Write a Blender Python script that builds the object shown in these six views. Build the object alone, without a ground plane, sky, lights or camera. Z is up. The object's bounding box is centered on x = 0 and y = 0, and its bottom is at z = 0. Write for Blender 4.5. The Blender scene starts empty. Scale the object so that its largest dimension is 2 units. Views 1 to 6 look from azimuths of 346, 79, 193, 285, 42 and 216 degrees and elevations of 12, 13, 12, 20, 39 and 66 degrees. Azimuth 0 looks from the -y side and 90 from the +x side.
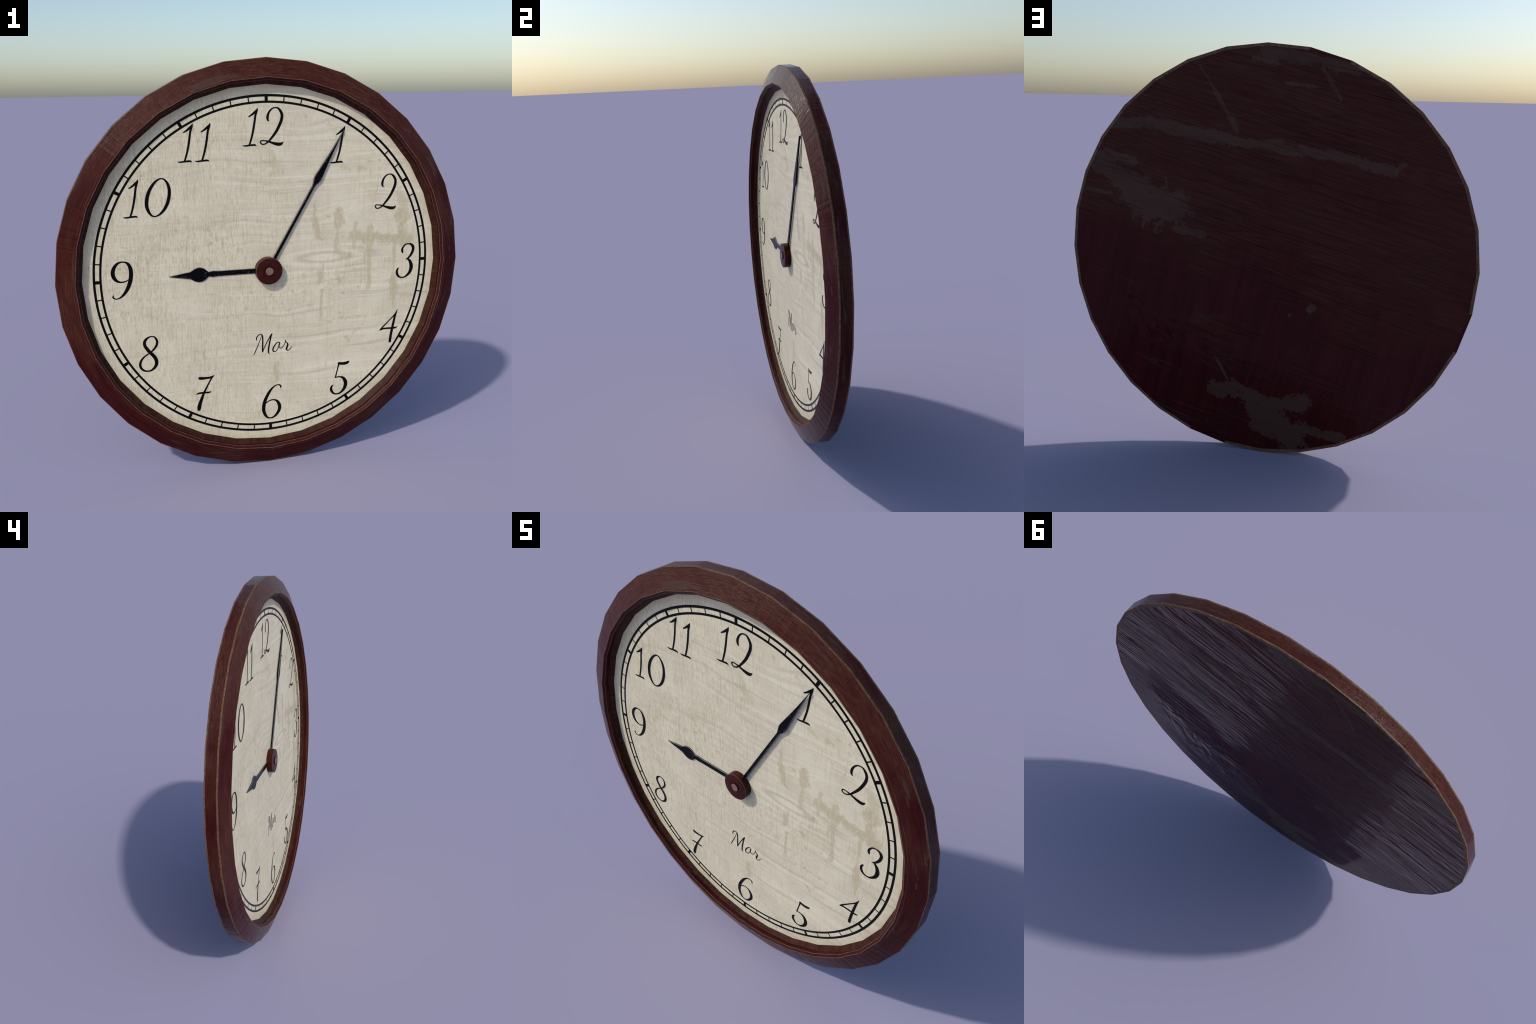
"""Old round wooden wall clock: a 32-sided turned mahogany frame, a cream
painted wooden dial with italic numerals, two black spade hands and a red hub.
Every part is lofted, swept or extruded from short profiles in metres."""
import bpy, bmesh, math
from mathutils import Vector

SIDES = 32                 # the frame is a 32-sided polygon, a corner at the top
CZ = 1.0                   # height of the clock's centre
Y_BACK, Y_LIP = 0.0503, -0.0503
Y_EDGE = -0.0130           # where the side wall meets the sloping front
Y_DIAL = 0.0020            # dial surface

# --------------------------------------------------------------------------
# Hand lettering: pen strokes as (x, z, pen width) in millimetres, each glyph
# around its own centre.
# --------------------------------------------------------------------------
GLYPHS = {
    'one': [
        [
            (38.1, 87.7, 0.4), (36.5, 78.1, 5.3), (32.3, 67.8, 8.9), (27.2, 54.0, 9.6), (22.6, 26.1, 9.7),
            (18.6, 1.7, 10.0), (11.3, -33.2, 9.3), (1.0, -68.2, 8.3), (-3.6, -79.5, 7.6),
        ],
        [
            (-4.4, 48.3, 5.3), (4.8, 53.5, 7.1), (13.0, 59.1, 8.9), (23.2, 67.1, 10.7), (31.5, 75.6, 8.2),
            (38.5, 88.0, 0.5),
        ],
        [
            (-38.0, -82.9, 0.5), (-31.3, -84.9, 4.7), (-23.1, -85.6, 6.5), (-10.2, -84.3, 7.2), (4.5, -82.9, 7.9),
            (15.5, -82.2, 8.3), (23.8, -83.0, 7.2), (30.5, -87.2, 0.7),
        ],
    ],
    'two': [
        [
            (-11.2, 21.7, 0.5), (-16.4, 25.4, 6.5), (-19.4, 31.6, 9.8), (-20.0, 41.1, 11.4), (-18.0, 52.0, 10.8),
            (-12.6, 64.4, 8.8), (-4.4, 75.0, 6.9), (7.3, 82.8, 5.6), (20.8, 84.6, 5.2), (31.1, 81.5, 8.2),
            (40.7, 71.7, 11.5), (47.9, 58.8, 12.8), (50.0, 46.0, 12.8), (47.8, 30.3, 13.2), (42.3, 14.7, 13.2),
            (33.4, -4.0, 12.9), (22.0, -24.2, 12.2), (7.2, -44.2, 10.6), (-6.1, -59.5, 8.9), (-12.7, -68.0, 7.9),
            (-19.4, -72.8, 6.3), (-29.5, -79.9, 5.6), (-43.0, -83.2, 5.3), (-52.4, -78.8, 5.9), (-55.4, -73.0, 5.6),
            (-52.7, -67.1, 5.6), (-44.2, -65.3, 4.6), (-33.2, -66.8, 4.9), (-16.1, -70.5, 7.9), (-0.6, -76.3, 9.6),
            (16.7, -81.8, 13.3), (32.2, -84.6, 14.9), (44.2, -83.3, 13.0), (50.9, -79.0, 7.7), (56.3, -73.8, 0.5),
        ],
    ],
    'three': [
        [
            (-14.5, 42.7, 7.5), (-16.8, 49.1, 11.2), (-17.6, 57.4, 10.9), (-14.7, 67.1, 9.5), (-7.2, 77.4, 7.5),
            (3.1, 85.0, 6.5), (17.1, 86.2, 6.1), (29.5, 83.3, 10.2), (38.6, 75.3, 14.4), (42.9, 63.5, 14.4),
            (41.2, 50.3, 13.7), (36.3, 37.4, 13.0), (27.9, 24.6, 11.3), (17.7, 13.7, 8.6), (9.1, 8.4, 5.8),
            (2.1, 6.7, 1.4),
        ],
        [
            (2.1, 7.2, 1.0), (12.6, 8.2, 6.9), (23.5, -0.0, 13.1), (31.0, -13.9, 17.2), (34.7, -30.9, 19.0),
            (32.6, -47.5, 17.9), (25.6, -63.7, 14.5), (13.6, -76.3, 11.1), (-0.3, -85.3, 7.6), (-16.1, -87.2, 6.5),
            (-30.4, -82.3, 9.6), (-40.4, -70.7, 12.4), (-43.8, -58.7, 12.0), (-42.3, -47.1, 9.9), (-37.8, -39.1, 6.9),
            (-31.8, -34.9, 0.7),
        ],
    ],
    'four': [
        [
            (47.7, 85.5, 0.5), (44.1, 73.9, 4.5), (38.7, 60.7, 8.4), (33.7, 45.7, 10.8), (29.0, 25.5, 11.9),
            (25.4, 8.6, 12.3), (21.9, -8.3, 13.0), (18.0, -28.6, 13.4), (14.1, -49.0, 13.7), (11.1, -69.5, 14.1),
            (9.4, -85.0, 13.8),
        ],
        [
            (47.4, 85.6, 0.5), (41.1, 69.0, 6.3), (27.4, 51.4, 6.6), (10.0, 35.8, 5.2), (-10.7, 16.2, 5.6),
            (-31.5, -3.4, 7.0), (-41.8, -13.6, 6.3), (-50.8, -21.4, 0.7),
        ],
        [
            (-50.5, -21.4, 0.7), (-41.7, -17.1, 7.0), (-27.7, -13.2, 8.0), (-6.4, -13.1, 8.8), (14.9, -13.7, 8.8),
            (32.7, -13.6, 9.1), (41.6, -11.8, 6.3), (50.4, -7.8, 0.5),
        ],
    ],
    'five': [
        [
            (-6.3, 78.5, 13.2), (5.5, 76.9, 14.2), (19.4, 75.5, 14.6), (33.3, 77.1, 15.0), (43.7, 81.3, 11.8),
            (49.2, 86.2, 3.5),
        ],
        [
            (-5.8, 82.5, 7.6), (-7.5, 73.1, 8.0), (-12.5, 54.6, 5.9), (-17.5, 34.4, 5.6), (-22.5, 14.1, 5.9),
            (-25.3, 3.6, 5.2),
        ],
        [
            (-28.4, 1.7, 1.0), (-21.5, 4.7, 4.5), (-9.4, 6.0, 5.6), (4.6, 4.1, 7.7), (16.9, -2.5, 14.0),
            (26.7, -15.8, 18.2), (30.9, -32.0, 18.9), (28.8, -47.6, 18.3), (22.0, -62.6, 14.8), (10.7, -75.4, 10.9),
            (-3.2, -84.3, 8.1), (-20.6, -86.2, 6.3), (-34.6, -81.0, 9.8), (-44.3, -69.0, 12.9), (-48.2, -56.3, 12.6),
            (-46.2, -46.1, 9.8), (-41.1, -38.8, 6.3), (-35.1, -34.8, 0.5),
        ],
    ],
    'six': [
        [
            (41.8, 67.6, 0.5), (44.7, 72.9, 6.1), (45.3, 78.0, 7.5), (40.3, 83.7, 7.5), (31.9, 86.7, 5.4),
            (21.1, 85.4, 5.4), (9.3, 79.5, 6.8), (-4.1, 67.3, 10.1), (-15.9, 51.6, 13.8), (-27.0, 32.3, 15.5),
            (-36.3, 12.7, 16.9), (-42.4, -7.2, 17.6), (-45.5, -27.5, 18.0), (-45.0, -44.9, 17.0), (-40.5, -61.0, 15.3),
            (-32.3, -75.9, 12.3), (-22.4, -85.0, 8.5), (-10.6, -87.7, 6.2), (2.8, -85.5, 7.9), (16.4, -76.7, 11.3),
            (28.3, -62.5, 14.0), (36.0, -47.8, 16.1), (38.3, -32.5, 17.1), (35.7, -18.3, 16.7), (28.7, -4.5, 14.3),
            (19.6, 4.4, 9.5), (7.0, 9.0, 6.1), (-8.0, 8.5, 5.8), (-19.8, 3.9, 5.1), (-30.7, -3.8, 4.4),
            (-34.9, -8.9, 1.7),
        ],
    ],
    'seven': [
        [
            (-27.9, 75.7, 13.6), (-20.3, 74.5, 14.6), (-6.1, 73.8, 12.6), (9.8, 73.8, 10.7), (25.7, 74.8, 9.8),
            (37.0, 79.5, 6.8), (46.4, 84.6, 0.7),
        ],
        [
            (40.2, 79.5, 3.3), (27.9, 65.9, 6.5), (18.7, 49.4, 6.8), (8.6, 31.3, 7.5), (-0.6, 14.0, 8.8),
            (-8.2, -0.2, 10.1), (-16.0, -19.4, 12.4), (-23.7, -38.7, 15.0), (-30.6, -58.0, 17.3), (-34.6, -74.4, 19.3),
            (-36.2, -85.2, 17.0),
        ],
        [
            (-47.0, -9.1, 1.0), (-41.7, -3.8, 5.9), (-32.1, -1.6, 8.1), (-17.8, -1.1, 8.8), (-1.9, -1.3, 8.5),
            (14.0, -2.4, 7.8), (21.3, -0.6, 5.9), (27.8, 2.0, 0.5),
        ],
    ],
    'eight': [
        [
            (20.2, 86.1, 5.0), (6.5, 83.9, 6.8), (-5.9, 76.3, 10.8), (-14.7, 65.2, 13.6), (-17.2, 52.7, 14.2),
            (-14.4, 39.7, 14.9), (-6.6, 26.2, 15.5), (1.9, 14.1, 16.2), (9.1, 5.3, 15.6), (17.8, -4.4, 16.2),
            (27.9, -17.5, 17.2), (34.9, -32.7, 16.9), (36.5, -45.8, 17.0), (32.9, -61.6, 15.1), (22.4, -75.1, 11.6),
            (8.3, -84.1, 8.2), (-8.6, -86.1, 6.6), (-25.1, -80.6, 9.4), (-36.8, -69.6, 11.2), (-41.9, -55.3, 11.5),
            (-40.8, -42.6, 11.2), (-34.9, -28.7, 9.6), (-23.7, -15.4, 7.8), (-9.5, -4.8, 6.2), (2.9, 2.0, 5.6),
            (15.4, 11.1, 6.9), (28.1, 23.5, 9.4), (38.6, 37.7, 10.9), (42.7, 50.1, 11.2), (42.7, 61.3, 11.2),
            (38.6, 72.8, 9.6), (30.7, 82.4, 6.8), (20.2, 86.1, 5.0),
        ],
    ],
    'nine': [
        [
            (31.5, 2.5, 2.1), (23.5, -3.6, 5.1), (11.6, -7.7, 6.0), (-3.0, -8.5, 6.9), (-16.0, -4.9, 10.4),
            (-27.2, 3.6, 14.8), (-35.2, 16.3, 17.5), (-38.8, 31.7, 18.6), (-37.6, 46.8, 18.0), (-32.1, 61.5, 15.9),
            (-22.7, 74.4, 12.7), (-11.4, 83.0, 9.2), (0.4, 86.7, 6.8), (11.3, 86.5, 6.2), (23.5, 83.6, 8.3),
            (33.3, 75.0, 13.4), (40.7, 60.9, 16.7), (44.2, 43.9, 18.5), (44.4, 27.2, 18.8), (42.6, 10.5, 19.1),
            (38.8, -7.5, 18.9), (32.7, -25.4, 18.0), (24.5, -43.2, 16.5), (14.1, -59.3, 13.5), (2.5, -72.2, 10.5),
            (-9.8, -81.9, 6.9), (-21.7, -86.4, 4.8), (-30.5, -86.7, 4.8), (-39.1, -82.9, 6.6), (-43.4, -76.9, 7.2),
            (-42.1, -71.6, 4.5), (-38.7, -67.3, 0.4),
        ],
    ],
    'zero': [
        [
            (17.5, 86.1, 4.8), (4.6, 82.3, 7.0), (-11.9, 70.1, 10.2), (-27.1, 51.5, 12.8), (-39.2, 31.1, 14.7),
            (-48.2, 7.4, 16.0), (-52.8, -16.6, 16.7), (-53.4, -36.0, 16.1), (-50.1, -52.4, 14.8), (-42.8, -69.0, 12.0),
            (-32.9, -81.8, 8.4), (-21.9, -86.8, 5.8), (-8.9, -85.5, 6.2), (7.6, -76.6, 9.1), (24.5, -59.5, 12.4),
            (37.5, -38.9, 14.3), (46.5, -16.5, 14.9), (51.4, 6.0, 14.9), (53.0, 27.0, 14.6), (51.3, 44.9, 13.9),
            (45.5, 62.9, 11.9), (36.4, 76.2, 8.7), (27.1, 83.8, 6.1), (17.5, 86.1, 4.8),
        ],
    ],
    'letter_m': [
        [
            (-30.0, 24.7, 3.9), (-31.2, 32.2, 5.0), (-28.1, 41.2, 5.0), (-22.2, 48.5, 4.5), (-14.3, 52.8, 4.2),
            (-7.2, 52.7, 4.5), (-2.0, 47.9, 5.8), (0.5, 38.4, 6.3), (1.0, 26.5, 6.6), (0.5, 8.0, 6.6),
            (-0.1, -11.9, 6.9), (-0.8, -31.8, 6.3), (-0.6, -39.2, 5.3),
        ],
        [
            (-4.6, 45.5, 1.8), (-12.1, 25.1, 2.6), (-21.5, 2.1, 3.2), (-32.3, -22.0, 3.7), (-41.7, -42.4, 3.4),
            (-48.3, -52.4, 0.8),
        ],
        [
            (0.9, -38.0, 4.2), (4.3, -27.0, 3.7), (13.7, -6.6, 3.7), (23.0, 11.1, 4.0), (33.7, 28.6, 4.5),
            (41.7, 42.5, 5.0), (47.7, 50.5, 4.2),
        ],
        [
            (49.0, 51.7, 3.4), (43.7, 38.3, 5.3), (38.9, 20.2, 6.1), (34.7, 0.6, 6.6), (31.3, -16.4, 6.6),
            (29.1, -33.5, 6.6), (29.7, -44.9, 6.1), (34.2, -52.8, 0.8),
        ],
    ],
    'letter_o': [
        [
            (6.7, 18.5, 2.7), (2.8, 22.0, 4.8), (-3.1, 24.4, 4.2), (-11.1, 20.9, 4.8), (-20.4, 11.1, 5.6),
            (-28.4, -1.4, 6.4), (-31.2, -13.2, 6.9), (-29.2, -20.8, 6.1), (-23.3, -23.6, 4.8), (-15.4, -20.8, 3.5),
            (-7.4, -11.6, 2.9), (-2.0, -1.4, 2.7),
        ],
        [
            (4.8, 19.4, 5.3), (1.4, 11.7, 6.1), (0.0, 2.4, 5.3), (2.6, -4.5, 4.3), (9.2, -7.8, 3.7),
            (16.5, -5.9, 2.9), (24.5, 4.0, 2.4), (30.6, 15.5, 2.7),
        ],
    ],
    'letter_r': [
        [
            (-13.0, 27.4, 1.9), (-15.7, 19.6, 5.1), (-8.4, 13.6, 4.5), (-3.4, 5.0, 6.9), (-4.5, -4.3, 7.7),
            (-8.6, -14.6, 8.3), (-10.0, -22.5, 7.5), (-4.7, -27.8, 4.6), (3.3, -26.5, 3.5), (12.7, -18.1, 2.9),
            (20.8, -6.7, 1.1),
        ],
        [(-20.4, 6.7, 2.4), (-17.1, 13.1, 3.2), (-15.3, 19.6, 4.0)],
    ],
}

# where each glyph stands on the dial (millimetres from the dial centre)
NUMERALS = [
    [("one", -78.0, 685.5), ("two", 26.7, 688.0)],
    [("one", 352.5, 592.7)],
    [("two", 610.0, 356.0)],
    [("three", 724.0, -3.0)],
    [("four", 642.0, -342.0)],
    [("five", 379.0, -598.0)],
    [("six", 17.0, -686.0)],
    [("seven", -322.0, -597.0)],
    [("eight", -593.0, -371.0)],
    [("nine", -701.0, -1.0)],
    [("one", -642.6, 376.8), ("zero", -517.0, 378.0)],
    [("one", -384.4, 620.9), ("one", -303.4, 621.6)],
]
LETTERING = [("letter_m", -30.0, -378.0), ("letter_o", 54.0, -398.0), ("letter_r", 103.0, -393.0)]


# --------------------------------------------------------------------------
# small node-graph helper
# --------------------------------------------------------------------------
class Graph:
    def __init__(self, name):
        self.mat = bpy.data.materials.new(name)
        self.mat.use_nodes = True
        self.t = self.mat.node_tree
        self.t.nodes.clear()
        self.out = self.t.nodes.new("ShaderNodeOutputMaterial")
        self.bsdf = self.t.nodes.new("ShaderNodeBsdfPrincipled")
        self.t.links.new(self.bsdf.outputs[0], self.out.inputs[0])
        tc = self.t.nodes.new("ShaderNodeTexCoord")
        self.obj = tc.outputs["Object"]

    def put(self, sock, v):
        if isinstance(v, bpy.types.NodeSocket):
            self.t.links.new(v, sock)
        elif isinstance(v, (tuple, list)) and len(v) == 3 and sock.type == "RGBA":
            sock.default_value = (*v, 1.0)
        else:
            sock.default_value = v

    def math(self, op, a, b=0.0, c=0.0, clamp=False):
        n = self.t.nodes.new("ShaderNodeMath")
        n.operation = op
        n.use_clamp = clamp
        for s, v in zip(n.inputs, (a, b, c)):
            self.put(s, v)
        return n.outputs[0]

    def xyz(self, v):
        n = self.t.nodes.new("ShaderNodeSeparateXYZ")
        self.put(n.inputs[0], v)
        return n.outputs

    def vec(self, x, y, z):
        n = self.t.nodes.new("ShaderNodeCombineXYZ")
        for s, v in zip(n.inputs, (x, y, z)):
            self.put(s, v)
        return n.outputs[0]

    def noise(self, vec, scale=1.0, detail=3.0, rough=0.5, w=None, dist=0.0):
        n = self.t.nodes.new("ShaderNodeTexNoise")
        if w is not None:
            n.noise_dimensions = "4D"
            self.put(n.inputs["W"], w)
        self.put(n.inputs["Vector"], vec)
        n.inputs["Scale"].default_value = scale
        n.inputs["Detail"].default_value = detail
        n.inputs["Roughness"].default_value = rough
        n.inputs["Distortion"].default_value = dist
        return n.outputs[0]

    def step(self, v, lo, hi, a=0.0, b=1.0, smooth=True):
        n = self.t.nodes.new("ShaderNodeMapRange")
        n.interpolation_type = "SMOOTHSTEP" if smooth else "LINEAR"
        self.put(n.inputs[0], v)
        for i, x in enumerate((lo, hi, a, b)):
            n.inputs[1 + i].default_value = x
        return n.outputs[0]

    def mix(self, fac, a, b, mode="MIX"):
        n = self.t.nodes.new("ShaderNodeMix")
        n.data_type = "RGBA"
        n.blend_type = mode
        self.put(n.inputs[0], fac)
        self.put(n.inputs[6], a)
        self.put(n.inputs[7], b)
        return n.outputs[2]

    def mul(self, a, b): return self.math("MULTIPLY", a, b)
    def add(self, a, b): return self.math("ADD", a, b)

    def bump(self, height, strength, distance, normal=None):
        n = self.t.nodes.new("ShaderNodeBump")
        n.inputs["Strength"].default_value = strength
        n.inputs["Distance"].default_value = distance
        self.put(n.inputs["Height"], height)
        if normal is not None:
            self.put(n.inputs["Normal"], normal)
        return n.outputs[0]

    def finish(self, color, rough, normal=None, spec=0.5, metal=0.0):
        b = self.bsdf.inputs
        self.put(b["Base Color"], color)
        self.put(b["Roughness"], rough)
        b["Specular IOR Level"].default_value = spec
        b["Metallic"].default_value = metal
        if normal is not None:
            self.put(b["Normal"], normal)
        return self.mat

    def stroke(self, x, z, x0, z0, x1, z1, half):
        """1 on a stroke's centre line, 0 at its edge, negative outside"""
        dx, dz = x1 - x0, z1 - z0
        ll = max(dx * dx + dz * dz, 1e-8)
        px, pz = self.math("SUBTRACT", x, x0), self.math("SUBTRACT", z, z0)
        t = self.math("ADD", self.mul(px, dx / ll), self.mul(pz, dz / ll), clamp=True)
        qx = self.math("MULTIPLY_ADD", t, -dx, px)
        qz = self.math("MULTIPLY_ADD", t, -dz, pz)
        d = self.math("SQRT", self.math("MULTIPLY_ADD", qx, qx, self.mul(qz, qz)))
        return self.math("MULTIPLY_ADD", d, -1.0 / half, 1.0)

    def polar(self):
        """unit direction round the clock's axis, radius and depth"""
        x, y, z = self.xyz(self.obj)
        z = self.math("SUBTRACT", z, CZ)
        r = self.math("SQRT", self.add(self.mul(x, x), self.mul(z, z)))
        rs = self.math("MAXIMUM", r, 1e-4)
        return self.math("DIVIDE", x, rs), self.math("DIVIDE", z, rs), r, y


# --------------------------------------------------------------------------
# materials
# --------------------------------------------------------------------------
RED_DARK = (0.030, 0.0042, 0.0043)
RED_MID = (0.050, 0.0075, 0.0068)
RED_WARM = (0.092, 0.0325, 0.0185)
WORN = (0.062, 0.034, 0.028)
BARE = (0.170, 0.098, 0.060)
SHEEN = 0.085               # weak varnish: reflections show only at a glancing angle


def frame_wood(name="mahogany_frame"):
    """varnished mahogany turned on the round: grain and wear follow the ring,
    cross ripples show only in the sheen"""
    g = Graph(name)
    c, s, r, y = g.polar()

    def ring(along, across, detail=3.0, rough=0.55, dist=0.0, off=0.0):
        return g.noise(g.vec(g.mul(c, along), g.mul(s, along), g.add(g.mul(r, across), off)),
                       1.0, detail, rough, w=g.mul(y, across), dist=dist)
    grain = ring(7.0, 110.0, 4.0, 0.65, 0.4)
    fine = ring(20.0, 420.0, 3.0, 0.65)
    broad = ring(2.2, 6.0, 3.0)
    # faded brown grain comes through the red, mostly round the upper part
    faded = g.step(g.add(g.mul(s, 0.13), broad), 0.42, 0.66)
    col = g.mix(g.step(grain, 0.36, 0.66), RED_DARK, RED_MID)
    brown = g.mix(g.step(fine, 0.36, 0.64), (0.038, 0.0085, 0.0070), RED_WARM)
    col = g.mix(g.mul(faded, 0.80), col, brown)
    # rubbed patches where the varnish has gone dull, long along the ring
    patch = ring(3.4, 34.0, 6.0, 0.66, 0.6)
    rub = g.mul(g.step(patch, 0.590, 0.606), g.step(g.add(c, broad), -0.55, 0.05, 0.25, 1.0))
    specks = g.step(ring(46.0, 60.0, 3.0), 0.70, 0.715)
    rub = g.math("MAXIMUM", rub, g.mul(specks, g.step(broad, 0.46, 0.56)))
    col = g.mix(g.mul(rub, 0.80), col, WORN)
    # a thin rubbed line just outside the lip
    lip = g.mul(g.step(r, 0.9185, 0.9205), g.step(r, 0.9225, 0.9205))
    front = g.step(y, -0.040, -0.043)
    col = g.mix(g.mul(g.mul(lip, front), g.step(ring(9.0, 3.0), 0.40, 0.55, 0.15, 0.8)), col, (0.10, 0.040, 0.022))
    # sheen: grain relief where faded, ripples across the ring where smooth
    ripple = ring(36.0, 2.0, 2.0, 0.5, 0.6)
    scr = ring(7.0, 260.0, 3.0, 0.7)
    rough = g.math("MULTIPLY_ADD", faded, 0.05, g.step(scr, 0.40, 0.62, 0.09, 0.17))
    rough = g.add(rough, g.mul(rub, 0.10))
    n = g.bump(ripple, 0.42, 0.0085)
    n = g.bump(g.mul(fine, g.math("MULTIPLY_ADD", faded, 0.80, 0.20)), 0.60, 0.0045, n)
    return g.finish(col, rough, n, spec=SHEEN)


def inner_wood():
    """plain unvarnished brown of the slope down to the dial"""
    g = Graph("brown_inner_slope")
    c, s, r, y = g.polar()
    a = g.noise(g.vec(g.mul(c, 55.0), g.mul(s, 55.0), g.mul(r, 30.0)), 1.0, 4.0, 0.6, w=g.mul(y, 30.0))
    b = g.noise(g.vec(g.mul(c, 6.0), g.mul(s, 6.0), g.mul(r, 120.0)), 1.0, 3.0, 0.6, w=g.mul(y, 120.0))
    col = g.mix(g.step(a, 0.35, 0.68), (0.030, 0.0100, 0.0064), (0.057, 0.0215, 0.0130))
    col = g.mix(g.mul(g.step(b, 0.50, 0.64), 0.5), col, (0.028, 0.008, 0.006))
    n = g.bump(a, 0.4, 0.0015)
    return g.finish(col, 0.42, n, spec=SHEEN)


def bare_edge():
    """varnish rubbed through to bare wood along the arrises"""
    g = Graph("rubbed_edge_wood")
    c, s, r, y = g.polar()
    a = g.noise(g.vec(g.mul(c, 70.0), g.mul(s, 70.0), g.mul(r, 60.0)), 1.0, 4.0, 0.65, w=g.mul(y, 60.0))
    col = g.mix(g.step(a, 0.30, 0.70), (0.080, 0.044, 0.028), BARE)
    n = g.bump(a, 0.5, 0.002)
    return g.finish(col, 0.50, n, spec=SHEEN)


def back_wood():
    """flat varnished back board: slanting grain, brown and streaky above, deep
    red and smooth with hairline cracks below, ragged scuffs"""
    g = Graph("mahogany_back_board")
    x, y, z = g.xyz(g.obj)
    z = g.math("SUBTRACT", z, CZ)
    t = math.radians(BACK_TILT)
    u = g.add(g.mul(x, math.cos(t)), g.mul(z, math.sin(t)))      # along the grain
    v = g.add(g.mul(x, -math.sin(t)), g.mul(z, math.cos(t)))     # across it

    def board(along, across, detail=3.0, rough=0.55, dist=0.0, off=0.0):
        return g.noise(g.vec(g.mul(u, along), g.add(g.mul(v, across), off), 0.0), 1.0, detail, rough, dist=dist)
    grain = board(5.0, 110.0, 5.0, 0.70, 0.4)
    cross = board(26.0, 1.5, 3.0, 0.6, 0.5)
    broad = g.noise(g.obj, 2.0, 3.0)
    streaky = g.step(g.add(g.mul(v, 0.30), broad), 0.34, 0.64)
    col = g.mix(g.step(cross, 0.36, 0.66), (0.034, 0.0041, 0.0042), (0.048, 0.0062, 0.0058))
    brown = g.mix(g.step(grain, 0.36, 0.66), (0.045, 0.0092, 0.0062), (0.063, 0.0190, 0.0115))
    col = g.mix(g.mul(streaky, 0.85), col, brown)
    rag = g.add(g.mul(g.math("SUBTRACT", g.noise(g.obj, 16.0, 6.0, 0.70), 0.5), 3.6),
                g.mul(g.math("SUBTRACT", g.noise(g.obj, 75.0, 3.0, 0.6), 0.5), 1.6))
    scuff = None
    for s in SCUFFS:
        m = g.stroke(x, z, *s)
        scuff = m if scuff is None else g.math("MAXIMUM", scuff, m)
    scuff = g.mul(g.step(g.add(scuff, g.mul(rag, 0.80)), 0.0, 0.14),
                  g.step(g.noise(g.obj, 24.0, 5.0, 0.7), 0.36, 0.44, 0.60, 1.0))
    col = g.mix(g.mul(scuff, 0.92), col, (0.066, 0.0335, 0.0245))
    # hairline cracks along the grain in the smooth red part
    hair = board(0.8, 15.0, 3.0, 0.45, 0.0, 4.0)
    crack = g.mul(g.step(hair, 0.488, 0.500), g.step(hair, 0.512, 0.500))
    crack = g.mul(crack, g.step(board(1.3, 6.0, 1.0, 0.5, 0.0, 7.0), 0.42, 0.55))
    streak = g.add(g.mul(board(0.9, 48.0, 2.0, 0.5, 0.0, 2.0), 0.62), g.mul(board(1.5, 120.0, 1.0, 0.5, 0.0, 6.0), 0.38))
    patchy = g.step(g.noise(g.vec(g.mul(u, 2.2), g.mul(v, 7.0), 3.0), 1.0, 3.0, 0.6, dist=0.6), 0.38, 0.60, 0.25, 1.0)
    relief = g.mul(streak, g.math("MULTIPLY_ADD", g.mul(streaky, patchy), 0.94, 0.06))
    wave = board(9.0, 1.6, 2.0, 0.5, 0.8)
    swirl = g.mul(g.noise(g.vec(g.mul(x, 9.0), g.mul(z, 5.0), 5.0), 1.0, 2.0, 0.5, dist=1.2),
                  g.step(g.stroke(x, z, 0.62, -0.20, 0.30, -0.48, 0.30), 0.0, 0.9))
    rough = g.add(g.step(streak, 0.40, 0.62, 0.05, 0.12), g.mul(scuff, 0.10))
    n = g.bump(relief, 1.0, 0.0180)
    n = g.bump(g.mul(crack, -1.0), 0.9, 0.0040, n)
    n = g.bump(wave, 0.22, 0.012, n)
    n = g.bump(swirl, 0.70, 0.020, n)
    return g.finish(col, rough, n, spec=0.12)


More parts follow.
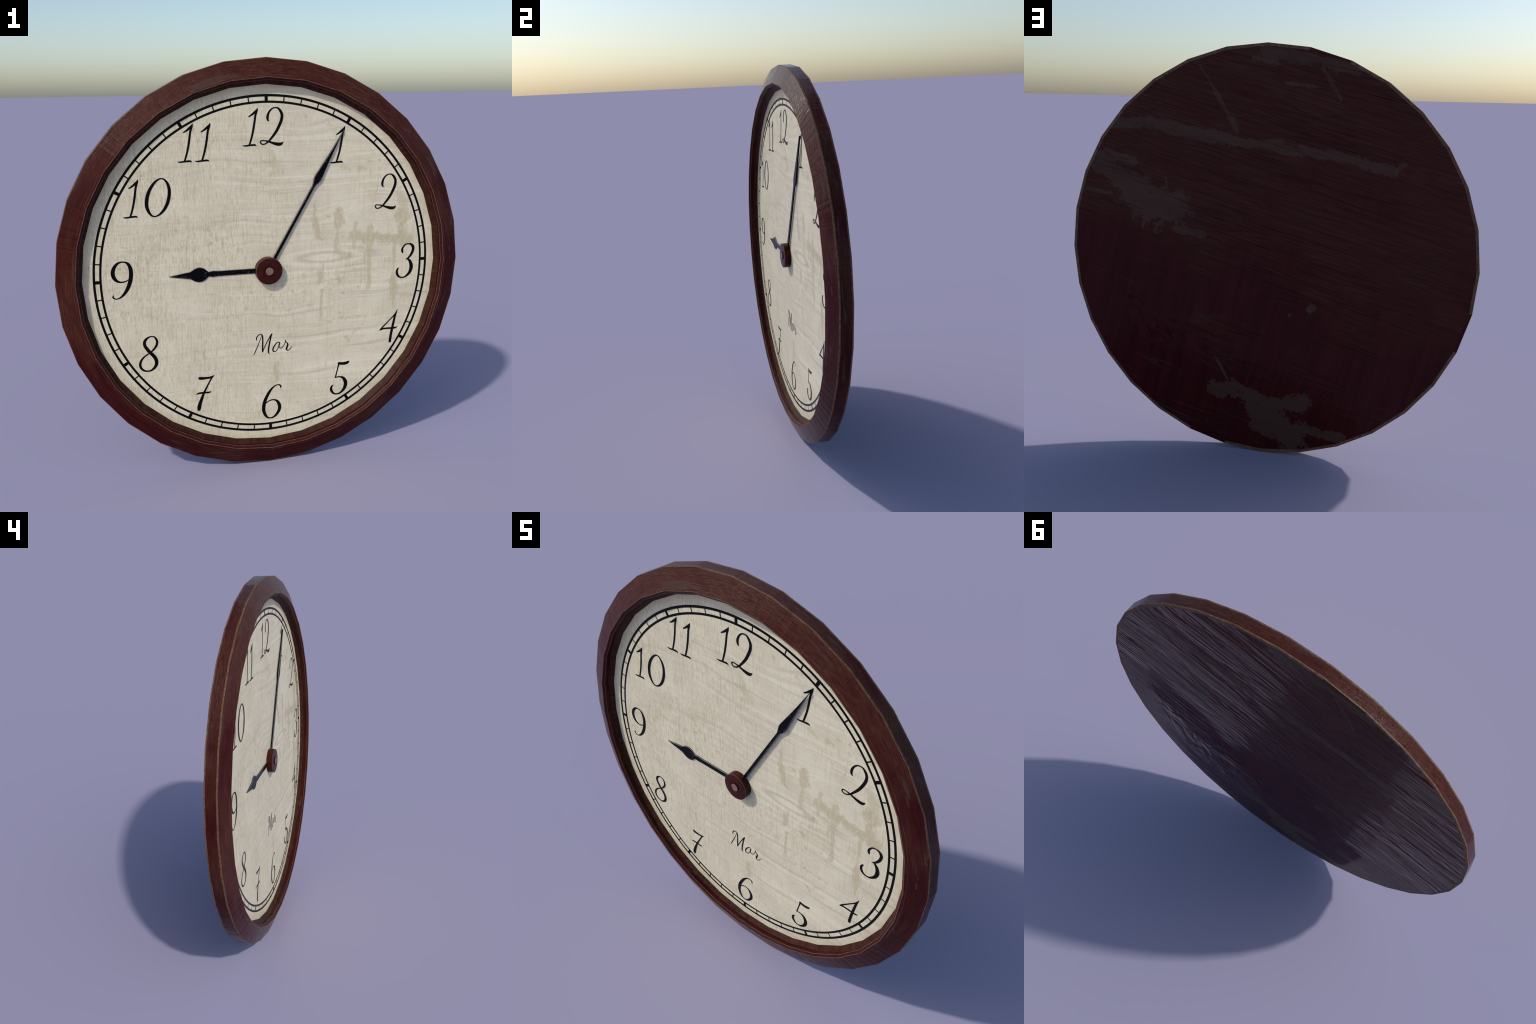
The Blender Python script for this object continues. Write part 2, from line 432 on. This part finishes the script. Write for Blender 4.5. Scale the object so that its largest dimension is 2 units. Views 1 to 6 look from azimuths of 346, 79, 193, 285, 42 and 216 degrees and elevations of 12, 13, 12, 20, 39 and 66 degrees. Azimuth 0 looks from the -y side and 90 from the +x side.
def dial_paint():
    """cream paint over wood: fine vertical brush stain, faint wavy grain with
    a knot, brown water drips and yellow-brown occlusion shade painted in at the rim"""
    g = Graph("cream_dial_paint")
    x, y, z = g.xyz(g.obj)
    z = g.math("SUBTRACT", z, CZ)
    p = g.vec(x, z, 0.0)
    # wavy grain that bends round two knots
    bend = g.mul(g.math("SUBTRACT", g.noise(g.vec(g.mul(x, 1.1), g.mul(z, 2.0), 0.0), 1.0, 2.0), 0.5), 0.26)
    f = g.add(z, bend)
    eyes = None
    for (kx, kz, wide, tall, ringing) in KNOTS:
        dx = g.mul(g.math("SUBTRACT", x, kx), 1.0 / wide)
        dz = g.mul(g.math("SUBTRACT", z, kz), 1.0 / tall)
        d2 = g.add(g.mul(dx, dx), g.mul(dz, dz))
        w = g.math("EXPONENT", g.mul(d2, -0.40))
        ringed = g.mul(g.math("SQRT", d2), tall * 2.0)
        f = g.add(g.mul(f, g.math("SUBTRACT", 1.0, w)), g.mul(ringed, w))
        eye = g.mul(g.mul(g.math("SINE", g.mul(g.math("SQRT", d2), 6.0)), w), ringing)
        eyes = eye if eyes is None else g.add(eyes, eye)
    lines = g.noise(g.vec(g.mul(x, 0.7), g.mul(f, 38.0), 0.0), 1.0, 3.0, 0.60)
    lines = g.add(lines, eyes)
    grain_on = g.step(x, -0.60, 0.10, 0.22, 1.0)
    # broad cream cloudiness
    cloud = g.noise(p, 5.0, 5.0, 0.65)
    col = g.mix(g.step(cloud, 0.35, 0.65), CREAM_A, CREAM_B)
    col = g.mix(g.mul(g.step(lines, 0.52, 0.64), g.mul(grain_on, 0.55)), col, CREAM_LIGHT)
    col = g.mix(g.mul(g.step(lines, 0.44, 0.34), g.mul(grain_on, 0.80)), col, CREAM_GREY)
    # vertical brush stain, densest on the left half
    where = g.add(g.step(x, 0.35, -0.35, 0.16, 0.62), g.mul(g.math("SUBTRACT", g.noise(p, 4.0, 4.0), 0.5), 1.5))
    where = g.math("MAXIMUM", where, 0.0)
    brush = g.noise(g.vec(g.mul(x, 85.0), g.mul(z, 9.0), 0.0), 1.0, 4.0, 0.65)
    short = g.noise(g.vec(g.mul(x, 190.0), g.mul(z, 34.0), 2.0), 1.0, 3.0, 0.6)
    col = g.mix(g.mul(g.step(brush, 0.50, 0.68), g.mul(where, 0.8)), col, STAIN)
    col = g.mix(g.mul(g.step(short, 0.50, 0.72), g.mul(where, 1.0)), col, STAIN)
    col = g.mix(g.mul(g.step(short, 0.48, 0.30), 0.35), col, CREAM_LIGHT)
    for off, dirn in ((3.0, (26.0, 0.8)), (8.0, (0.9, 30.0))):
        thread = g.noise(g.vec(g.mul(x, dirn[0]), g.mul(z, dirn[1]), off), 1.0, 2.0, 0.5)
        hair = g.mul(g.step(thread, 0.482, 0.50), g.step(thread, 0.518, 0.50))
        col = g.mix(g.mul(hair, 0.22), col, STAIN)
    # mottled dirt
    mott = g.mul(g.step(g.noise(p, 30.0, 5.0, 0.7), 0.53, 0.68), g.step(g.noise(p, 3.2, 3.0), 0.43, 0.62))
    col = g.mix(g.mul(mott, 0.70), col, STAIN)
    # water drips
    rag = g.add(g.mul(g.math("SUBTRACT", g.noise(g.vec(g.mul(x, 46.0), g.mul(z, 15.0), 1.0), 1.0, 4.0, 0.55), 0.5), 3.4),
                g.mul(g.math("SUBTRACT", g.noise(p, 38.0, 4.0, 0.6), 0.5), 2.2))
    holes = g.step(g.noise(g.vec(g.mul(x, 60.0), g.mul(z, 26.0), 6.0), 1.0, 4.0, 0.65), 0.40, 0.50, 0.55, 1.0)
    drip = None
    for (x0, z0, x1, z1, half, k) in DRIPS:
        m = g.add(g.stroke(x, z, x0, z0, x1, z1, half * 1.15), g.mul(rag, 0.72))
        m = g.mul(g.step(m, -0.10, 0.55), k)
        drip = m if drip is None else g.math("MAXIMUM", drip, m)
    col = g.mix(g.mul(g.mul(drip, holes), 0.92), col, DRIP)
    # occlusion shade beside the frame, painted as a yellow-brown tint in the outermost band
    r = g.math("SQRT", g.add(g.mul(x, x), g.mul(z, z)))
    rim = g.mul(g.step(r, 0.83, 0.885), g.step(g.noise(p, 9.0, 4.0, 0.6), 0.30, 0.70, 0.25, 1.0))
    col = g.mix(g.mul(rim, 0.55), col, (0.54, 0.43, 0.25))
    n = g.bump(lines, 0.18, 0.004)
    n = g.bump(brush, 0.12, 0.0008, n)
    return g.finish(col, 0.35, n, spec=0.16)


def ink_paint():
    g = Graph("black_numeral_paint")
    a = g.noise(g.obj, 60.0, 3.0)
    col = g.mix(g.step(a, 0.3, 0.7), (0.0012, 0.0013, 0.0017), (0.0036, 0.0038, 0.0038))
    return g.finish(col, 0.24, spec=0.09)


def chipped_black():
    g = Graph("chipped_black_enamel")
    a = g.noise(g.obj, 75.0, 5.0, 0.7)
    where = g.noise(g.obj, 9.0, 2.0)
    chip = g.mul(g.step(a, 0.57, 0.64), g.step(where, 0.42, 0.60))
    col = g.mix(g.mul(chip, 0.8), (0.0018, 0.0019, 0.0026), (0.085, 0.085, 0.10))
    return g.finish(col, g.step(chip, 0.0, 1.0, 0.22, 0.40), spec=0.09)


def grey_steel():
    g = Graph("rubbed_grey_steel")
    a = g.noise(g.obj, 90.0, 4.0, 0.6)
    col = g.mix(g.step(a, 0.35, 0.65), (0.10, 0.10, 0.115), (0.20, 0.20, 0.22))
    return g.finish(col, 0.5)


def red_hub(name="red_hub_varnish", gloss=0.22):
    g = Graph(name)
    a = g.noise(g.obj, 30.0, 4.0, 0.6)
    col = g.mix(g.step(a, 0.35, 0.65), (0.030, 0.0060, 0.0056), (0.045, 0.0095, 0.0085))
    n = g.bump(g.noise(g.obj, 160.0, 3.0), 0.15, 0.001)
    return g.finish(col, gloss, n, spec=SHEEN)


def pin_wood():
    g = Graph("bare_pin_end")
    a = g.noise(g.obj, 50.0, 4.0, 0.6)
    col = g.mix(g.step(a, 0.35, 0.65), (0.140, 0.083, 0.060), (0.195, 0.118, 0.088))
    return g.finish(col, 0.45)


# Stains and wear as brushed strokes: start, end, half width (metres on the
# face, from the centre); drips also carry a strength.
DRIPS = [
    (0.238, 0.300, 0.238, 0.250, 0.0098, 0.75), (0.242, 0.238, 0.258, 0.161, 0.0164, 0.80),
    (0.258, 0.154, 0.275, 0.134, 0.0092, 0.80), (0.363, 0.263, 0.354, 0.193, 0.0219, 0.80),
    (0.360, 0.193, 0.354, 0.136, 0.0080, 0.60), (0.354, 0.129, 0.355, 0.065, 0.0134, 0.70),
    (0.454, 0.200, 0.446, 0.085, 0.0121, 0.60), (0.435, 0.144, 0.503, 0.133, 0.0243, 0.75),
    (0.529, 0.177, 0.528, 0.067, 0.0191, 0.75), (0.503, 0.127, 0.745, 0.106, 0.0273, 0.85),
    (0.692, 0.239, 0.710, 0.095, 0.0319, 0.90), (0.689, 0.348, 0.720, 0.225, 0.0248, 0.60),
    (0.504, 0.055, 0.505, -0.010, 0.0069, 0.60), (0.528, 0.054, 0.528, -0.131, 0.0117, 0.75),
    (0.662, 0.071, 0.663, -0.088, 0.0084, 0.65), (0.660, -0.088, 0.662, -0.189, 0.0212, 0.80),
    (0.662, -0.189, 0.663, -0.243, 0.0078, 0.70), (0.285, 0.012, 0.282, -0.034, 0.0060, 0.60),
    (0.272, -0.039, 0.269, -0.078, 0.0174, 0.80), (0.276, -0.125, 0.274, -0.257, 0.0101, 0.75),
    (0.270, -0.277, 0.331, -0.292, 0.0095, 0.50), (0.705, -0.179, 0.769, -0.184, 0.0100, 0.55),
    (0.032, 0.541, 0.050, 0.486, 0.0275, 0.50), (0.377, 0.486, 0.417, 0.473, 0.0105, 0.50),
    (0.463, 0.477, 0.496, 0.476, 0.0106, 0.70), (0.036, -0.485, 0.045, -0.568, 0.0147, 0.75),
    (0.103, -0.344, 0.110, -0.341, 0.0133, 0.60), (0.196, 0.730, 0.197, 0.729, 0.0101, 0.60),
    (0.525, 0.692, 0.519, 0.662, 0.0119, 0.50),
]
SCUFFS = [
    (0.768, 0.616, 0.563, 0.635, 0.0270), (0.563, 0.628, 0.370, 0.586, 0.0285),
    (0.370, 0.586, 0.152, 0.552, 0.0294), (0.152, 0.545, -0.065, 0.552, 0.0201),
    (0.325, 0.896, 0.247, 0.778, 0.0057), (0.247, 0.778, 0.139, 0.599, 0.0114),
    (0.859, 0.442, 0.676, 0.306, 0.0551), (0.668, 0.292, 0.569, 0.210, 0.0931),
    (0.615, 0.244, 0.455, 0.209, 0.0850), (0.456, 0.122, 0.320, 0.101, 0.0191),
    (0.920, 0.295, 0.786, 0.279, 0.0112), (0.811, 0.480, 0.665, 0.436, 0.0203),
    (0.499, 0.364, 0.495, 0.322, 0.0076), (0.079, 0.553, -0.141, 0.511, 0.0207),
    (-0.163, 0.519, -0.426, 0.487, 0.0251), (-0.426, 0.480, -0.593, 0.439, 0.0243),
    (-0.593, 0.439, -0.639, 0.471, 0.0123), (0.012, 0.960, -0.215, 0.928, 0.0322),
    (0.062, 0.933, -0.046, 0.907, 0.0130), (-0.285, 0.909, -0.408, 0.897, 0.0310),
    (-0.258, 0.889, -0.302, 0.816, 0.0125), (-0.302, 0.816, -0.346, 0.750, 0.0104),
    (-0.091, 0.823, -0.232, 0.808, 0.0071), (0.243, -0.688, 0.150, -0.678, 0.0469),
    (0.150, -0.686, -0.041, -0.750, 0.0464), (0.243, -0.524, 0.181, -0.634, 0.0077),
    (0.049, -0.763, -0.201, -0.716, 0.0478), (-0.020, -0.799, -0.156, -0.896, 0.0848),
    (-0.205, -0.854, -0.402, -0.881, 0.0250), (0.048, -0.860, -0.038, -0.902, 0.0275),
    (-0.229, -0.232, -0.236, -0.226, 0.0223), (-0.128, -0.273, -0.129, -0.271, 0.0081),
]
KNOTS = [(0.600, 0.245, 0.150, 0.040, 0.05), (0.285, 0.042, 0.150, 0.030, 0.34)]
CREAM_A, CREAM_B = (0.625, 0.567, 0.420), (0.695, 0.637, 0.482)
CREAM_LIGHT, CREAM_GREY = (0.780, 0.718, 0.545), (0.530, 0.482, 0.388)
STAIN, DRIP = (0.420, 0.362, 0.200), (0.480, 0.412, 0.260)
BACK_TILT = 15.0           # back grain slope seen from the front


# --------------------------------------------------------------------------
# geometry helpers
# --------------------------------------------------------------------------
def corner(i, r, y, n=SIDES):
    a = math.pi / 2 + 2 * math.pi * i / n
    return Vector((r * math.cos(a), y, CZ + r * math.sin(a)))


def add_object(name, bm, mats, smooth_angle=None, recalc=True):
    if recalc:
        bmesh.ops.recalc_face_normals(bm, faces=bm.faces[:])
    me = bpy.data.meshes.new(name)
    bm.to_mesh(me)
    bm.free()
    for m in mats:
        me.materials.append(m)
    if smooth_angle is not None:
        for p in me.polygons:
            p.use_smooth = True
        me.set_sharp_from_angle(angle=math.radians(smooth_angle))
    ob = bpy.data.objects.new(name, me)
    bpy.context.scene.collection.objects.link(ob)
    return ob


def loft(profile, mats_of_band, sides=SIDES, closed=False):
    """spin a profile [(r, y), ...]; mats_of_band(band, segment) -> slot"""
    bm = bmesh.new()
    rings = [[bm.verts.new(corner(i, r, y, sides)) for i in range(sides)] for r, y in profile]
    pairs = list(zip(rings, rings[1:])) + ([(rings[-1], rings[0])] if closed else [])
    for b, (p, q) in enumerate(pairs):
        for i in range(sides):
            j = (i + 1) % sides
            f = bm.faces.new((p[i], p[j], q[j], q[i]))
            f.material_index = mats_of_band(b, i)
    return bm


def extrude_outline(pts, y_front, y_back, chamfer, mats=(0, 1)):
    """flat plate from an outline (x, z) with a small chamfer to its face"""
    bm = bmesh.new()
    n = len(pts)
    inner = []
    for i in range(n):
        a, b, c = Vector(pts[i - 1]), Vector(pts[i]), Vector(pts[(i + 1) % n])
        d1, d2 = (b - a).normalized(), (c - b).normalized()
        nrm = Vector((-(d1 + d2).y, (d1 + d2).x))
        nrm = nrm.normalized() if nrm.length > 1e-6 else Vector((-d1.y, d1.x))
        k = 1.0 / max(0.45, math.sqrt(max(0.0, (1 + d1.dot(d2)) / 2)))
        inner.append(b + nrm * chamfer * k)
    back = [bm.verts.new((x, y_back, CZ + z)) for x, z in pts]
    mid = [bm.verts.new((x, y_front + chamfer, CZ + z)) for x, z in pts]
    top = [bm.verts.new((v.x, y_front, CZ + v.y)) for v in inner]
    for i in range(n):
        j = (i + 1) % n
        for lo, hi, slot in ((back, mid, mats[0]), (mid, top, mats[1])):
            bm.faces.new((lo[i], lo[j], hi[j], hi[i])).material_index = slot
    bm.faces.new(top).material_index = mats[0]
    bm.faces.new(back[::-1]).material_index = mats[1]
    return bm


def spline(points, sub=6):
    """Catmull-Rom through (x, z, w) points"""
    P = [Vector(p) for p in points]
    P = [P[0] * 2 - P[1]] + P + [P[-1] * 2 - P[-2]]
    out = []
    for a, b, c, d in zip(P, P[1:], P[2:], P[3:]):
        for k in range(sub):
            t = k / sub
            out.append(0.5 * ((2 * b) + (c - a) * t + (2 * a - 5 * b + 4 * c - d) * t * t
                              + (3 * b - a - 3 * c + d) * t ** 3))
    out.append(P[-2].copy())
    return out


def pen_stroke(bm, points, ox, oz, y0, y_base):
    """a raised ribbon of paint following a pen stroke; the surface rises a
    hair along its length so that crossings never share a plane"""
    pts = spline(points)
    rows = []
    n = len(pts)
    for i, p in enumerate(pts):
        q0, q1 = pts[max(0, i - 1)], pts[min(n - 1, i + 1)]
        t = Vector((q1.x - q0.x, q1.y - q0.y))
        t = t.normalized() if t.length > 1e-9 else Vector((1, 0))
        rows.append((Vector((p.x, p.y)), t, max(p.z, 0.3) / 2))

    def cap(row, sign):
        c, t, h = row
        return [(c + t * sign * h * math.sin(a), t, max(h * math.cos(a), 0.02))
                for a in (0.4, 0.8, 1.15, 1.45)]
    rows = cap(rows[0], -1)[::-1] + rows + cap(rows[-1], 1)
    strip = []
    m = len(rows)
    for i, (c, t, h) in enumerate(rows):
        nrm = Vector((-t.y, t.x))
        y = y0 - 0.00013 * i / m
        l, r = c + nrm * h, c - nrm * h
        quad = []
        for pnt, yy in ((l, y_base), (l, y), (r, y), (r, y_base)):
            quad.append(bm.verts.new(((pnt.x + ox) / 1000, yy, CZ + (pnt.y + oz) / 1000)))
        strip.append(quad)
    for p, q in zip(strip, strip[1:]):
        for k in range(3):
            bm.faces.new((p[k], q[k], q[k + 1], p[k + 1]))
    bm.faces.new(strip[0])
    bm.faces.new(strip[-1][::-1])


def glyph_object(name, items, mat):
    bm = bmesh.new()
    k = 0
    for glyph, ox, oz in items:
        for st in GLYPHS[glyph]:
            pen_stroke(bm, st, ox, oz, Y_DIAL - 0.0007 - 0.00018 * (k % 4), Y_DIAL + 0.0005)
            k += 1
    return add_object(name, bm, [mat])


# --------------------------------------------------------------------------
# build
# --------------------------------------------------------------------------
root = bpy.data.objects.new("wall_clock", None)
bpy.context.scene.collection.objects.link(root)
root["label"] = "round old wooden wall clock, cream dial, black numerals, red-brown frame"
root["category"] = "wall clock"

M_FRAME, M_INNER, M_EDGE = frame_wood(), inner_wood(), bare_edge()
M_BACK, M_DIAL, M_INK = back_wood(), dial_paint(), ink_paint()
M_HAND, M_STEEL, M_HUB, M_PIN = chipped_black(), grey_steel(), red_hub(), pin_wood()
M_LIP = red_hub("red_lip_varnish", 0.40)

# frame: back rim, side wall, rubbed arris, sloping front, lip chamfer, step
RIM = 0.986
BARE_GAPS = (1, 9, 17)
frame_profile = [
    (RIM, Y_BACK), (1.0, Y_BACK), (1.0, Y_BACK - 0.0065),
    (1.0, Y_EDGE + 0.0065), (1.0, Y_EDGE), (0.9978, Y_EDGE - 0.0009),
    (0.9130, Y_LIP + 0.0008), (0.9112, Y_LIP + 0.0003), (0.9096, Y_LIP + 0.0012),
    (0.9002, -0.0412), (0.8988, -0.0400), (0.9030, -0.0160),
]
RUBBED = {0, 1, 3, 4, 6, 7, 9}


def frame_slot(band, seg):
    if band == 0 and seg in BARE_GAPS:
        return 0
    if band == 8:
        return 2
    return 1 if band in RUBBED else 0


parts = []
frame = add_object("frame", loft(frame_profile, frame_slot), [M_FRAME, M_EDGE, M_LIP], 35)
parts.append(frame)
inner = add_object("inner_rim", loft([(0.9030, -0.0160), (0.8790, 0.0030)], lambda b, s: 0), [M_INNER], 35)
parts.append(inner)

# back board, flush inside the rubbed rim
bm = loft([(0.90, 0.030), (RIM, 0.030), (RIM, Y_BACK)], lambda b, s: 0)
bm.verts.ensure_lookup_table()
edge = [bm.verts[2 * SIDES + i] for i in range(SIDES)]
bm.faces.new(edge)
back = add_object("back_board", bm, [M_BACK], 35)
parts.append(back)

# dial
bm = loft([(0.8840, 0.0120), (0.8840, Y_DIAL)], lambda b, s: 0)
bm.verts.ensure_lookup_table()
bm.faces.new([bm.verts[SIDES + i] for i in range(SIDES)])
dial = add_object("dial", bm, [M_DIAL], 35)
parts.append(dial)

# minute track: two rings and sixty ticks, a touch off centre as printed
TRACK_X, TRACK_Z, TRACK_TURN = 0.0042, -0.0012, math.radians(0.18)


def track_point(a, r, y):
    a += TRACK_TURN
    return (TRACK_X + r * math.cos(a), y, CZ + TRACK_Z + r * math.sin(a))


def arc_band(bm, r0, r1, a0, a1, steps, y, closed=False):
    cols = []
    for i in range(steps + (0 if closed else 1)):
        a = a0 + (a1 - a0) * i / steps
        cols.append([bm.verts.new(track_point(a, r, yy)) for r, yy in
                     ((r0, Y_DIAL + 0.0005), (r0, y), (r1, y), (r1, Y_DIAL + 0.0005))])
    seq = list(zip(cols, cols[1:])) + ([(cols[-1], cols[0])] if closed else [])
    for p, q in seq:
        for k in range(3):
            bm.faces.new((p[k], q[k], q[k + 1], p[k + 1]))
    if not closed:
        bm.faces.new(cols[0])
        bm.faces.new(cols[-1][::-1])


bm = bmesh.new()
for r0, r1 in ((0.8252, 0.8362), (0.7960, 0.8062)):
    arc_band(bm, r0, r1, 0, 2 * math.pi, 240, Y_DIAL - 0.0006, True)
track = add_object("minute_track", bm, [M_INK])
for i in range(60):
    half = 0.0076 if i % 5 == 0 else 0.0028
    r_mid = 0.816
    bm = bmesh.new()
    a = math.pi / 2 - i * math.pi / 30
    arc_band(bm, 0.8055, 0.8270, a - half / r_mid, a + half / r_mid, 2, Y_DIAL - 0.0004)
    o = add_object("hour_tick" if i % 5 == 0 else "minute_tick", bm, [M_INK])
    o.parent = track
parts.append(track)

for items in NUMERALS:
    parts.append(glyph_object("numeral", items, M_INK))
for item in LETTERING:
    parts.append(glyph_object("letter", [item], M_INK))

# hour hand: tapering stem, small collar, round spade, needle point
hour_top = [(-50, 12.4), (-193, 12.4), (-245, 12.6), (-272, 14.8), (-284, 12.8), (-291, 11.2), (-297, 16.0),
            (-305, 23.5), (-313, 29.4), (-322, 33.4), (-332, 35.4), (-343, 35.0), (-353, 32.4), (-362, 28.6),
            (-371, 22.8), (-381, 17.0), (-410, 12.6), (-440, 7.8), (-465, 3.6), (-482, 0.3)]
outline = [(x / 1000, h / 1000) for x, h in hour_top] + \
          [(x / 1000, -h / 1000) for x, h in hour_top[-2::-1]]
area = sum(a[0] * b[1] - b[0] * a[1] for a, b in zip(outline, outline[1:] + outline[:1]))
if area < 0:
    outline.reverse()
hour = add_object("hour_hand", extrude_outline(outline, -0.0030, 0.0025, 0.0013), [M_HAND, M_STEEL], 35)
parts.append(hour)

# minute hand at one o'clock: slim stem and a long lozenge point
minute_half = [(50, 8.2), (200, 7.7), (400, 6.9), (460, 6.5), (470, 8.6), (480, 12.0), (490, 15.6), (500, 17.8),
               (508, 18.4), (518, 18.0), (545, 15.2), (600, 10.2), (660, 5.8), (720, 2.6), (765, 0.3)]
ca, sa = math.cos(math.radians(60)), math.sin(math.radians(60))
outline = [(l / 1000, -h / 1000) for l, h in minute_half] + [(l / 1000, h / 1000) for l, h in minute_half[-2::-1]]
outline = [(l * ca - h * sa, l * sa + h * ca) for l, h in outline]
minute = add_object("minute_hand", extrude_outline(outline, -0.0105, -0.0020, 0.0014), [M_HAND, M_STEEL], 35)
parts.append(minute)

# hub and its pin
bm = loft([(0.0660, 0.004), (0.0660, -0.0305), (0.0645, -0.0318), (0.0625, -0.0322), (0.0242, -0.0322), (0.0230, -0.0292), (0.0185, -0.0292)],
          lambda b, s: 1 if b == 1 else 0, 48)
hub = add_object("hub", bm, [M_HUB, M_EDGE], 30)
bm = loft([(0.0196, -0.025), (0.0196, -0.0362), (0.0188, -0.0369)], lambda b, s: 1 if b == 0 else 0, 32)
bm.verts.ensure_lookup_table()
bm.faces.new([bm.verts[64 + i] for i in range(32)])
o = add_object("pin", bm, [M_PIN, M_HUB], 30)
o.parent = hub
parts.append(hub)

for p in parts:
    p.parent = root
